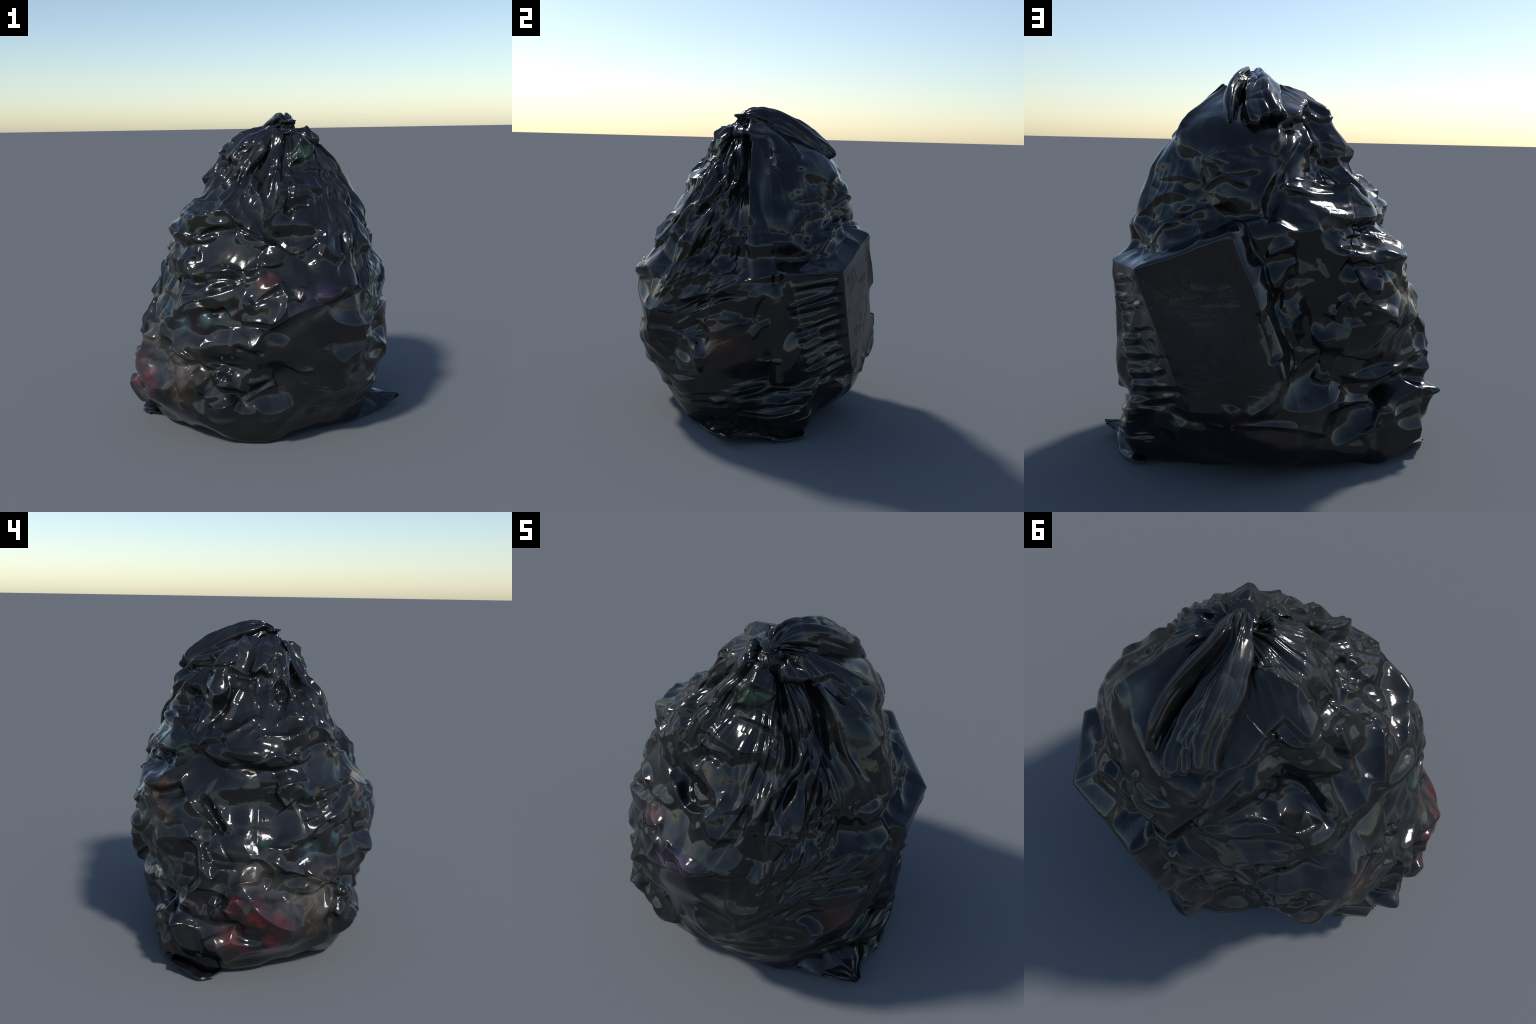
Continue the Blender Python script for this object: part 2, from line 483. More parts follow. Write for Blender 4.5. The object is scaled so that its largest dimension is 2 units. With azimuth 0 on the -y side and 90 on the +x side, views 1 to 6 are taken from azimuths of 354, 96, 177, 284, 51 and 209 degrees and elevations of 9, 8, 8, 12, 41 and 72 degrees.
fold("ridge", .010, .014, (97, 0.51), (103, 0.50), (109, 0.51))
# wrinkles across the narrow side of the carton: straight, taut, one above the other
for k in range(9):
    zc = .97 - .073 * k - .012 * math.sin(2.3 * k)
    lean = .020 + .030 * abs(math.sin(1.7 * k))
    a0 = 106 + 16 * (1.0 - zc) / .65; a1 = a0 + 25 + 3 * math.sin(2.9 * k)
    fold("ridge", .0085, .012 + .004 * math.sin(1.3 * k), (a0, zc - lean), (.6 * a0 + .4 * a1, zc - .4 * lean), (a1, zc + lean))
    fold("valley", .0100, .009, (a0, zc - lean - .034), (.6 * a0 + .4 * a1, zc - .4 * lean - .036), (a1, zc + lean - .034))
# folds under the carton side
fold("ridge", .014, .020, (73, 0.17), (91, 0.30), (103, 0.33))
fold("ridge", .014, .018, (73, 0.13), (95, 0.26), (108, 0.30), (122, 0.28), (137, 0.29))
fold("valley", .012, .018, (79, 0.17), (95, 0.28), (112, 0.33))
fold("ridge", .012, .016, (91, 0.17), (102, 0.23), (112, 0.24), (123, 0.28))
fold("valley", .012, .016, (86, 0.14), (102, 0.21), (118, 0.24))
# --- fan of pleats seen from the front right
fold("ridge", .022, .030, (73, 1.87), (73, 1.59), (72, 1.52), (55, 1.37), (43, 1.21), (38, 1.03))
fold("valley", .018, .030, (79, 1.87), (79, 1.74), (79, 1.58), (76, 1.50), (64, 1.37), (51, 1.22), (44, 1.04))
fold("ridge", .022, .026, (93, 1.87), (92, 1.76), (88, 1.56), (78, 1.42), (67, 1.20), (59, 1.00), (54, 0.82))
fold("valley", .018, .024, (98, 1.87), (97, 1.74), (93, 1.58), (83, 1.44), (71, 1.23), (63, 1.03))
fold("ridge", .020, .022, (110, 1.87), (109, 1.78), (104, 1.64), (98, 1.46), (97, 1.30))
fold("valley", .016, .018, (103, 1.87), (103, 1.74), (100, 1.62), (94, 1.47))
fold("ridge", .018, .018, (122, 1.87), (121, 1.69), (116, 1.62))
fold("ridge", .016, .016, (135, 1.87), (135, 1.73), (132, 1.61))
fold("valley", .015, .016, (122, 1.87), (121, 1.78), (115, 1.68))
fold("ridge", .018, .020, (78, 1.48), (62, 1.30), (55, 1.08), (50, 0.90))
fold("valley", .015, .016, (70, 1.41), (58, 1.25), (52, 1.06), (49, 0.95))
fold("ridge", .016, .018, (89, 1.90), (52, 1.82), (50, 1.68))
fold("valley", .014, .016, (64, 1.87), (64, 1.76), (62, 1.62))
fold("ridge", .018, .022, (54, 0.81), (62, 0.84), (77, 0.89), (95, 0.98), (106, 1.03))
fold("valley", .015, .020, (56, 0.78), (68, 0.82), (83, 0.87), (95, 0.90))
fold("ridge", .014, .014, (77, 0.98), (87, 1.00), (92, 0.97))
fold("ridge", .016, .018, (56, 0.62), (71, 0.71), (86, 0.74), (94, 0.71))
fold("ridge", .016, .016, (40, 0.56), (43, 0.71), (50, 0.75), (62, 0.72))
fold("ridge", .018, .020, (344, 1.87), (345, 1.75), (347, 1.62), (345, 1.52))
fold("ridge", .016, .016, (320, 1.87), (321, 1.72), (324, 1.65))
fold("valley", .014, .016, (356, 1.87), (356, 1.74), (353, 1.61))
fold("ridge", .018, .020, (62, 1.91), (28, 1.84), (27, 1.77))
fold("ridge", .014, .016, (27, 1.77), (15, 1.73), (4, 1.66))
fold("ridge", .014, .016, (27, 1.77), (37, 1.76), (46, 1.73))
fold("valley", .022, .025, (22, 1.68), (41, 1.71), (55, 1.67), (67, 1.62))
# --- front
fold("ridge", .023, .029, (109, 1.87), (101, 1.63), (68, 1.39), (57, 1.20), (65, 0.94))
fold("valley", .016, .024, (60, 1.87), (62, 1.71), (67, 1.51), (52, 1.32), (47, 1.12))
fold("ridge", .023, .029, (42, 1.87), (46, 1.73), (61, 1.54), (50, 1.31), (41, 1.08))
fold("ridge", .018, .024, (324, 1.87), (326, 1.72), (332, 1.57), (343, 1.46), (348, 1.32))
fold("ridge", .021, .024, (330, 1.87), (322, 1.76), (290, 1.69), (311, 1.54))
fold("ridge", .021, .022, (282, 1.87), (281, 1.76), (274, 1.69), (275, 1.62))
fold("valley", .020, .022, (327, 1.73), (323, 1.65), (314, 1.61), (320, 1.54))
fold("valley", .016, .028, (328, 1.79), (331, 1.66), (335, 1.57))
fold("ridge", .016, .019, (341, 1.87), (343, 1.71), (348, 1.62))
fold("ridge", .016, .019, (349, 1.79), (1, 1.64), (3, 1.52))
fold("ridge", .016, .022, (24, 1.87), (21, 1.74), (7, 1.69), (3, 1.61))
fold("ridge", .014, .017, (324, 1.51), (331, 1.42), (347, 1.28), (353, 1.17))
fold("ridge", .016, .017, (1, 1.59), (359, 1.45), (347, 1.35))
fold("valley", .016, .022, (355, 1.29), (1, 1.21), (8, 1.18), (16, 1.21), (25, 1.30))
fold("ridge", .018, .022, (352, 1.30), (358, 1.20), (8, 1.15), (19, 1.19), (28, 1.30))
fold("valley", .014, .020, (1, 1.41), (12, 1.45), (21, 1.43))
fold("ridge", .016, .019, (355, 1.52), (3, 1.48), (20, 1.50), (28, 1.44))
fold("ledge", .040, .029, (274, 1.34), (306, 1.35), (319, 1.40), (337, 1.32), (349, 1.27))
fold("valley", .022, .030, (293, 1.26), (311, 1.29), (328, 1.32), (340, 1.30))
fold("ledge", .035, .027, (309, 1.03), (335, 1.08), (346, 1.08), (355, 1.12))
fold("valley", .016, .028, (314, 1.00), (332, 1.04), (351, 1.05))
fold("ridge", .034, .036, (296, 0.78), (325, 0.92), (344, 1.00), (355, 1.06))
fold("valley", .018, .030, (308, 0.90), (329, 0.97), (344, 1.04))
fold("valley", .016, .024, (309, 0.80), (329, 0.84), (336, 0.86))
fold("ridge", .025, .029, (344, 0.87), (354, 0.96), (3, 1.03))
fold("valley", .018, .026, (347, 0.90), (353, 0.94), (2, 0.99))
fold("ridge", .016, .024, (4, 0.98), (2, 0.86), (356, 0.79))
fold("ridge", .016, .019, (342, 0.80), (352, 0.81), (358, 0.79))
fold("ridge", .016, .019, (8, 0.91), (10, 0.96), (11, 1.00))
fold("ledge", .030, .025, (305, 0.69), (312, 0.61), (321, 0.55), (331, 0.50), (337, 0.54), (347, 0.52))
fold("ledge", .045, .031, (28, 0.93), (13, 0.88), (3, 0.82), (353, 0.73), (348, 0.66), (338, 0.67))
fold("valley", .018, .022, (339, 0.65), (347, 0.62), (355, 0.63))
fold("ledge", .022, .021, (2, 0.54), (10, 0.49), (17, 0.50))
fold("ledge", .040, .027, (326, 0.39), (334, 0.41), (341, 0.39), (347, 0.32))
fold("ridge", .025, .026, (344, 0.43), (351, 0.44), (358, 0.45))
fold("ridge", .025, .031, (343, 0.31), (355, 0.39), (359, 0.41))
fold("ledge", .030, .025, (347, 0.30), (355, 0.21), (2, 0.25), (8, 0.28))
fold("ridge", .016, .017, (8, 0.42), (22, 0.37), (38, 0.36))
fold("ridge", .018, .022, (19, 0.19), (34, 0.23), (50, 0.25))
fold("valley", .014, .014, (14, 0.17), (31, 0.22), (50, 0.20))
fold("ridge", .018, .019, (23, 0.64), (25, 0.56), (34, 0.47))
fold("ridge", .018, .019, (38, 0.94), (38, 0.78), (41, 0.63), (39, 0.45))
fold("ridge", .018, .022, (23, 1.24), (28, 1.15), (39, 1.15))
fold("ridge", .021, .022, (28, 1.34), (27, 1.26), (23, 1.16), (16, 1.08))
# --- back
fold("ridge", .024, .035, (205, 1.63), (188, 1.50), (178, 1.38), (175, 1.28))
fold("valley", .018, .030, (216, 1.70), (199, 1.58), (187, 1.47), (180, 1.34), (179, 1.27))
fold("ridge", .029, .035, (227, 1.63), (220, 1.46), (224, 1.35), (250, 1.28))
fold("ridge", .024, .025, (220, 1.73), (208, 1.59), (211, 1.48), (215, 1.44))
fold("valley", .018, .020, (180, 1.25), (185, 1.37), (193, 1.45), (208, 1.45))
fold("ridge", .017, .020, (166, 1.24), (172, 1.25), (179, 1.27))
fold("ridge", .017, .020, (179, 1.27), (188, 1.22), (202, 1.23))
fold("ridge", .019, .022, (115, 1.11), (137, 1.22), (150, 1.29), (171, 1.39))
fold("valley", .014, .016, (115, 1.13), (140, 1.28), (154, 1.33))
fold("ridge", .019, .022, (114, 1.05), (125, 1.10), (136, 1.21), (143, 1.28))
fold("ledge", .022, .022, (149, 1.39), (163, 1.46), (169, 1.44), (174, 1.42))
fold("ridge", .019, .020, (151, 1.51), (158, 1.56), (166, 1.59))
fold("ridge", .019, .020, (120, 1.43), (140, 1.45), (150, 1.43))
fold("ridge", .019, .022, (113, 1.22), (121, 1.31), (133, 1.37), (145, 1.35))
fold("ridge", .022, .025, (171, 0.97), (175, 1.09), (182, 1.15), (191, 1.17))
fold("ridge", .019, .022, (176, 0.87), (178, 0.98), (184, 1.06), (192, 1.08))
fold("valley", .016, .024, (199, 0.99), (185, 0.99), (181, 0.89), (183, 0.80))
fold("valley", .024, .035, (174, 0.88), (178, 0.74), (181, 0.65))
fold("ridge", .019, .027, (185, 0.56), (186, 0.70), (182, 0.80))
fold("ridge", .019, .027, (184, 0.79), (188, 0.84), (193, 0.81), (200, 0.70), (206, 0.72))
fold("valley", .016, .022, (189, 0.56), (188, 0.67), (203, 0.65))
fold("ridge", .029, .035, (199, 0.61), (218, 0.50), (233, 0.49), (247, 0.53))
fold("valley", .020, .026, (200, 0.54), (219, 0.44), (233, 0.44))
fold("ledge", .022, .021, (197, 0.52), (202, 0.50), (206, 0.51))
fold("ledge", .024, .023, (202, 0.35), (220, 0.35), (233, 0.32))
fold("ridge", .022, .025, (222, 0.17), (229, 0.22), (235, 0.32))
fold("ledge", .022, .022, (164, 0.33), (182, 0.32), (208, 0.21))
fold("ridge", .019, .025, (183, 0.55), (177, 0.45), (169, 0.37))
fold("ridge", .019, .022, (186, 0.54), (181, 0.45), (176, 0.38))
fold("ridge", .017, .022, (165, 0.43), (164, 0.34), (165, 0.29))
fold("ledge", .018, .018, (148, 0.35), (157, 0.33), (163, 0.31))
fold("ledge", .050, .022, (208, 1.15), (212, 1.08), (225, 1.11), (238, 1.05))
fold("valley", .030, .040, (208, 1.08), (213, 1.05), (226, 1.06))
fold("ledge", .026, .024, (212, 1.07), (215, 0.96), (223, 0.94))
fold("ledge", .030, .025, (212, 0.91), (223, 0.82), (236, 0.73))
fold("ridge", .022, .025, (205, 0.79), (208, 0.87), (211, 0.90))
fold("ledge", .018, .018, (207, 0.64), (220, 0.60), (230, 0.62))
fold("ridge", .022, .022, (211, 1.27), (208, 1.19), (214, 1.15), (224, 1.17), (248, 1.25))
# --- left side
fold("valley", .018, .024, (279, 1.87), (280, 1.69), (284, 1.53), (287, 1.45))
fold("ridge", .019, .029, (281, 1.87), (283, 1.74), (289, 1.64))
fold("ridge", .019, .026, (293, 1.87), (296, 1.71), (306, 1.66))
fold("ridge", .024, .029, (334, 1.87), (333, 1.78), (329, 1.60), (338, 1.50))
fold("ridge", .024, .026, (244, 1.87), (248, 1.70), (262, 1.58))
fold("valley", .024, .026, (295, 1.65), (302, 1.60), (301, 1.52))
fold("valley", .020, .030, (252, 1.71), (267, 1.69), (277, 1.66))
fold("ridge", .024, .032, (264, 1.34), (272, 1.39), (285, 1.48))
fold("ridge", .019, .026, (259, 1.41), (263, 1.56), (266, 1.63))
fold("ridge", .022, .023, (246, 1.35), (241, 1.49), (235, 1.69))
fold("ridge", .022, .023, (238, 1.37), (227, 1.53), (210, 1.69))
fold("valley", .022, .030, (209, 1.48), (218, 1.56), (233, 1.47), (238, 1.34))
fold("ridge", .024, .032, (281, 1.35), (292, 1.34), (304, 1.34), (323, 1.41))
fold("ridge", .024, .026, (293, 1.42), (308, 1.47), (323, 1.39))
fold("ledge", .040, .029, (265, 1.30), (285, 1.23), (295, 1.27), (305, 1.25), (314, 1.32), (329, 1.35))
fold("valley", .024, .034, (272, 1.23), (293, 1.18), (308, 1.22))
fold("ridge", .027, .038, (252, 1.06), (257, 0.95), (265, 0.87), (269, 0.84))
fold("ridge", .024, .032, (259, 1.08), (269, 0.98), (276, 0.83))
fold("valley", .016, .020, (258, 1.02), (267, 0.91), (273, 0.83))
fold("ridge", .022, .029, (263, 0.82), (266, 0.67), (269, 0.61), (272, 0.65), (283, 0.65))
fold("valley", .018, .020, (265, 0.80), (269, 0.71), (279, 0.67))
fold("ridge", .027, .035, (284, 0.79), (301, 0.76), (316, 0.83), (343, 0.90))
fold("valley", .018, .022, (297, 0.76), (312, 0.79), (332, 0.84))
fold("ledge", .024, .023, (292, 0.72), (300, 0.65), (314, 0.58), (322, 0.54))
fold("ridge", .027, .035, (268, 0.46), (281, 0.58), (291, 0.60))
fold("ridge", .024, .032, (268, 0.47), (274, 0.43), (280, 0.43))
fold("ledge", .050, .022, (222, 1.09), (236, 1.08), (247, 1.10), (250, 1.21))
fold("valley", .030, .040, (235, 1.03), (245, 1.05), (250, 1.08))
fold("ledge", .040, .029, (185, 1.41), (222, 1.35), (238, 1.37))
fold("ridge", .024, .029, (296, 1.11), (305, 1.12), (314, 1.16))
fold("ridge", .024, .029, (296, 1.10), (301, 1.02), (303, 0.99))
fold("ridge", .024, .032, (305, 1.12), (314, 1.04), (323, 1.03), (347, 1.03))
fold("valley", .018, .022, (308, 1.03), (315, 0.99), (336, 0.99))
fold("ridge", .024, .029, (309, 0.92), (316, 0.93), (329, 0.97))
fold("ridge", .022, .026, (326, 1.41), (332, 1.32), (349, 1.23), (7, 1.14))
fold("ledge", .040, .029, (269, 0.39), (278, 0.44), (282, 0.52))
fold("ledge", .050, .034, (284, 0.52), (289, 0.43), (299, 0.34), (305, 0.34), (308, 0.31))
fold("valley", .020, .026, (274, 0.36), (280, 0.37), (282, 0.30), (290, 0.27))
fold("ridge", .030, .038, (271, 0.31), (274, 0.23), (278, 0.13))
fold("ridge", .027, .035, (321, 0.53), (320, 0.43), (313, 0.32), (314, 0.21))
fold("ridge", .022, .026, (244, 0.86), (252, 0.90), (259, 0.84), (260, 0.81))
fold("ledge", .030, .025, (214, 0.44), (254, 0.54), (262, 0.52))
fold("ledge", .024, .022, (209, 0.15), (256, 0.34), (266, 0.32))
# --- shoulder towards the back left, seen from above
fold("ridge", .016, .020, (272, 1.87), (272, 1.76), (272, 1.69))
fold("ridge", .016, .020, (227, 1.87), (250, 1.84), (251, 1.82), (259, 1.78))
fold("ridge", .016, .018, (296, 1.87), (294, 1.79), (283, 1.75))
fold("ridge", .016, .018, (308, 1.87), (308, 1.74), (307, 1.68))
fold("ledge", .026, .024, (228, 1.87), (232, 1.74), (246, 1.74), (257, 1.78))
fold("ledge", .026, .024, (202, 1.74), (214, 1.73), (227, 1.74), (230, 1.76))
fold("ridge", .018, .020, (272, 1.69), (262, 1.71), (248, 1.74))
fold("ridge", .018, .020, (272, 1.69), (273, 1.61), (286, 1.51), (283, 1.41), (274, 1.34))
fold("ridge", .018, .018, (287, 1.61), (295, 1.55), (328, 1.37))
fold("valley", .018, .024, (287, 1.70), (299, 1.63), (309, 1.57))
fold("ridge", .016, .016, (202, 1.56), (208, 1.61), (215, 1.61), (221, 1.54))
fold("ridge", .016, .016, (175, 1.64), (178, 1.60), (186, 1.56), (192, 1.57), (202, 1.63), (214, 1.68))

fold("ledge", .035, .031, (322, .38), (330, .29), (336, .29), (342, .34))
fold("ridge", .016, .020, (321, .37), (326, .44), (334, .45))
fold("ridge", .016, .016, (334, .45), (341, .40), (343, .34))

fold("ledge", .030, .027, (0, 1.73), (12, 1.76), (27, 1.79), (45, 1.76), (58, 1.72))
fold("ridge", .016, .012, (27, 1.78), (28, 1.82), (28, 1.85))
fold("ledge", .050, .034, (192, 1.46), (205, 1.42), (222, 1.36), (238, 1.30))

# deep narrow valleys between the pleats under the tie
fold("valley", .018, .032, (326, 1.82), (325, 1.68), (322, 1.54))
fold("valley", .018, .030, (344, 1.81), (342, 1.66), (340, 1.50))
fold("valley", .018, .028, (357, 1.76), (1, 1.56), (3, 1.34))
fold("ridge", .016, .018, (335, 1.83), (333, 1.66), (331, 1.48))
fold("ridge", .016, .018, (352, 1.80), (352, 1.60), (352, 1.42))

# calm, tightly stretched parts: azimuth, height, half widths, how calm (1 = no crumples)
CALM = [(160, .80, 24, .36, .80), (30, .62, 22, .22, .75), (90, .60, 22, .26, .6), (115, .70, 10, .35, .8),
        (20, 1.75, 22, .14, .7), (252, .22, 24, .17, .85)]

# zones of fine wrinkles: azimuth, height, half widths, direction of the wrinkles in degrees from
# horizontal, length and width of one wrinkle, height of the crests
FIELDS = [
    (80, 1.45, 55, 0.42, 80, 1.4, 0.056, 0.06), (60, 1.12, 32, 0.36, 60, 1.2, 0.05, 0.06),
    (75, 0.82, 30, 0.25, 28, 0.6, 0.04, 0.034), (112, 0.62, 16, 0.42, 4, 0.3, 0.05, 0.007),
    (95, 0.22, 50, 0.2, 12, 0.6, 0.04, 0.04), (130, 1.45, 28, 0.3, 110, 0.22, 0.09, 0.018),
    (165, 1.4, 30, 0.3, 60, 0.2, 0.08, 0.016), (330, 1.6, 45, 0.25, 82, 0.45, 0.045, 0.036),
    (330, 1.25, 45, 0.25, 100, 0.28, 0.119, 0.006), (330, 0.9, 40, 0.25, 48, 0.42, 0.105, 0.0048),
    (320, 0.5, 40, 0.25, 130, 0.308, 0.119, 0.0042), (290, 1.45, 35, 0.3, 60, 0.28, 0.112, 0.006),
    (285, 1, 35, 0.3, 125, 0.308, 0.112, 0.006), (290, 0.62, 35, 0.22, 55, 0.35, 0.112, 0.0048),
    (285, 0.28, 40, 0.2, 70, 0.252, 0.119, 0.0048), (235, 1.5, 30, 0.3, 100, 0.35, 0.112, 0.006),
    (235, 1.05, 28, 0.3, 30, 0.28, 0.112, 0.006), (230, 0.6, 35, 0.3, 150, 0.392, 0.105, 0.006),
    (205, 0.8, 25, 0.4, 60, 0.308, 0.098, 0.0054), (195, 0.3, 40, 0.22, 15, 0.392, 0.084, 0.0042),
    (10, 0.3, 50, 0.2, 10, 0.3, 0.07, 0.008), (50, 0.25, 40, 0.2, 165, 0.35, 0.055, 0.01),
    (200, 1.62, 60, 0.18, 95, 0.42, 0.105, 0.0042), (155, 0.8, 20, 0.34, 3, 0.22, 0.034, 0.02), (0, 1.1, 30, 0.3, 85, 0.22, 0.08, 0.014),
]

def path_points(path, P, zrow, nb):
    """lay the (azimuth, height) path on the film and round it off"""
    pts = []
    for az, z in path:
        j = az / 360.0 * NU; j0 = int(math.floor(j)) % NU; j1 = (j0 + 1) % NU; t = j - math.floor(j)
        i = np.interp(z, zrow, np.arange(len(zrow))) + nb
        i0 = int(i); i1 = min(i0 + 1, P.shape[0] - 1); u = i - i0
        pts.append(((P[i0, j0] * (1 - t) + P[i0, j1] * t) * (1 - u) + (P[i1, j0] * (1 - t) + P[i1, j1] * t) * u))
    pts = np.array(pts)
    n = (len(pts) - 1) * 5 + 1
    return catmull(pts, np.linspace(0, len(pts) - 1, n))

def relief(P, R, zrow, nb):
    nv, nu = P.shape[:2]
    h = np.zeros((nv, nu))
    z = P[..., 2]; deg = np.broadcast_to(np.arange(nu) * 360.0 / nu, (nv, nu))
    row = np.concatenate([np.linspace(-.5, 0, nb), zrow])        # height, negative under the base
    calm = np.ones((nv, nu))
    for az, zc, ha, hz, k in CALM:
        da = ((deg - az + 180) % 360 - 180) / ha; dz = (row[:, None] - zc) / hz
        calm *= 1 - k * smooth(1.25, .75, np.sqrt(da * da + dz * dz))
    near_neck = np.hypot(P[..., 0] - NECK[0], P[..., 1] - NECK[1]) + 9.0 * (z < 1.6)
    top = smooth(.05, .17, near_neck) * smooth(-.06, .05, row)[:, None]
    # film hung over the points of the rubbish: sagging cells with creased borders, all over
    warp = np.stack([noise3(P, 2.6, 5), noise3(P, 2.6, 6), noise3(P, 2.6, 7)], -1) * .09
    Q = P + warp
    left = smooth(60, 120, np.abs((deg - 90 + 180) % 360 - 180)) * .6 + .4   # crumpled most on the -x side
    pleated = smooth(70, 40, np.abs((deg - 82 + 180) % 360 - 180)) * smooth(.75, .95, row)[:, None]
    left = left * (1 - .75 * pleated)
    h += .060 * (sag(Q, 2.3, 11) - .16) * calm * left * top
    h += .005 * noise3(Q, 5.0, 11) * calm * top
    # wrinkle zones
    for k, (az, zc, ha, hz, ang, along, across, amp) in enumerate(FIELDS):
        da = (deg - az + 180) % 360 - 180
        j = np.nonzero(np.abs(da[0]) < ha * 1.3)[0]; i = np.nonzero(np.abs(row - zc) < hz * 1.3)[0]
        if len(i) == 0: continue
        ix = np.ix_(i, j)
        d = da[ix]; zz = row[i][:, None] + 0 * d
        m = smooth(1.25, .45, np.sqrt((d / ha) ** 2 + ((zz - zc) / hz) ** 2))
        s = np.radians(d) * .72
        c, sn = math.cos(math.radians(ang)), math.sin(math.radians(ang))
        a = s * c + zz * sn; b = -s * sn + zz * c; along = along * 1.3; across = across * 1.5
        b = b + .6 * across * noise2(a / along * 1.5 + 7 * k, b / across * .35, 90 + k)
        n = noise2(a / along, b / across, 40 + k)
        n2 = noise2(a / along * 1.9, b / across * 1.9, 140 + k)
        h[ix] += .17 * amp * m * ((crest(n) - .3) + .25 * (crest(n2) - .3)) * calm[ix]
    h *= smooth(.045, .12, near_neck)
    ring = np.radians(deg); near = smooth(.50, .10, np.where(near_neck > 5, 1.0, near_neck)) * smooth(.035, .07, near_neck)
    pl = crest(noise2(np.cos(ring) * 4.2 + 3, np.sin(ring) * 4.2 + row[:, None] * .5, 60))
    pl = pl + .5 * crest(noise2(np.cos(ring) * 8.1 + 3, np.sin(ring) * 8.1 + row[:, None] * .8, 62))
    h += .011 * near * (pl - .55) * (.55 + .45 * noise2(np.cos(ring) * 1.5, np.sin(ring) * 1.5, 61))
    # single folds
    for kind, w, ht, path in FOLDS:
        pts = path_points(path, P, zrow, nb)
        w = w * 1.35
        reach = w * 5
        z0, z1 = pts[:, 2].min() - reach, pts[:, 2].max() + reach
        i = np.nonzero((row > z0) & (row < z1))[0]
        azs = np.array([p[0] for p in path], float); mid = azs[0]
        rel = (azs - mid + 180) % 360 - 180
        pad = math.degrees(reach / .55) if z1 < 1.6 else math.degrees(reach / .25)
        j = np.nonzero((((deg[0] - mid - rel.min() + pad) % 360) < rel.max() - rel.min() + 2 * pad))[0]
        if z1 > 1.84: j = np.arange(nu)
        if len(i) == 0 or len(j) == 0: continue
        ix = np.ix_(i, j); q = P[ix]
        d = np.full(q.shape[:2], 9.0); s = np.zeros(q.shape[:2]); side = np.zeros(q.shape[:2])
        n = len(pts) - 1
        for a in range(n):
            e = pts[a + 1] - pts[a]; r = q - pts[a]
            t = np.clip((r @ e) / (e @ e + 1e-12), 0, 1)
            r = r - t[..., None] * e
            dd = np.sqrt((r * r).sum(-1)); near = dd < d
            d = np.where(near, dd, d); s = np.where(near, (a + t) / n, s); side = np.where(near, r[..., 2], side)
        ends = 1.0
        if path[0][1] < 1.84: ends = ends * smooth(0, .22, s)
        if path[-1][1] < 1.84: ends = ends * smooth(0, .22, 1 - s)
        rd = np.sqrt(d * d + .004 ** 2) - .004
        if kind == "ridge": f = np.exp(-rd / w)
        elif kind == "valley": f = -np.exp(-(d / w) ** 2 * .8)
        else:
            above = np.exp(-rd / (1.5 * w)); below = 1.35 * np.exp(-rd / (.38 * w)) - .35 * np.exp(-rd / (1.1 * w))
            k = smooth(-.004, .004, side)
            f = above * k + below * (1 - k)
        h[ix] += f * ht * ends * smooth(.035, .12, near_neck[ix])
    # folds redistribute film rather than add it: keep the mean surface where the loft put it
    h = h - .75 * blur(h, 69) - .004 * top
    h *= smooth(.03, .06, near_neck)
    return h

def body():
    R, zrow, nb, P = body_base()
    N = grid_normals(blur(P, 6))
    h = relief(P, R, zrow, nb)
    P = P + N * h[..., None]
    P[..., 2] = np.maximum(P[..., 2], 0.0)
    return P, zrow, nb

# ---------------------------------------------------------------- loose film: sheets lofted through stations
def sheet(stations, nv, nu, thick, pleat=0.0, seed=0):
    """closed, thin skin lofted through stations (each a row of points across the sheet)"""
    S = np.array(stations)
    A = catmull(S, np.linspace(0, len(S) - 1, nv))                       # nv x k x 3
    G = catmull(np.ascontiguousarray(A.transpose(1, 0, 2)), np.linspace(0, S.shape[1] - 1, nu)).transpose(1, 0, 2)
    n = np.cross(np.gradient(G, axis=1), np.gradient(G, axis=0))
    n /= np.maximum(np.linalg.norm(n, axis=-1, keepdims=True), 1e-9)
    if pleat:
        u = np.linspace(0, 1, nu)[None, :]; v = np.linspace(0, 1, nv)[:, None]
        amp = pleat * smooth(0, .12, v) * smooth(0, .1, u) * smooth(0, .1, 1 - u)
        bend = .12 * noise2(v * 3 + 0 * u, u * 1.5 + 0 * v, seed + 2)
        G = G + n * (amp * (crest(noise2((u + bend) * 3.3, v * .9 + 0 * u, seed)) - .3
                     + .30 * (crest(noise2((u - .8 * bend) * 7, v * 2.2 + 0 * u, seed + 1)) - .3)
                     + 1.1 * (sag(G + .03 * noise3(G, 9.0, seed + 4)[..., None], 8.0, seed + 3) - .16)))[..., None]
    # rounded rim: the two skins meet in a soft edge
    u = np.linspace(0, 1, nu); v = np.linspace(0, 1, nv)
    t = np.minimum(np.minimum(u, 1 - u)[None, :] * nu / 2.0, np.minimum(v, 1 - v)[:, None] * nv / 2.0)
    t = thick * .5 * (.35 + .65 * np.sqrt(np.clip(t, 0, 1)))
    top = G + n * t[..., None]; bot = G - n * t[..., None]
    V = np.concatenate([top.reshape(-1, 3), bot.reshape(-1, 3)])
    m = nv * nu
    f = grid_faces(nv, nu, False)
    rim = np.concatenate([np.arange(nu), np.arange(1, nv) * nu + nu - 1, (nv - 1) * nu + np.arange(nu - 2, -1, -1), np.arange(nv - 2, 0, -1) * nu])
    nx = np.roll(rim, -1)
    side = np.stack([nx, rim, rim + m, nx + m], -1)
    return V, np.concatenate([f, f[:, ::-1] + m, side])

def grid_faces(nv, nu, wrap=True):
    i = np.arange(nv - 1)[:, None] * nu; j = np.arange(nu if wrap else nu - 1)[None, :]
    j2 = (j + 1) % nu
    return np.stack([i + j, i + j2, i + nu + j2, i + nu + j], -1).reshape(-1, 4)

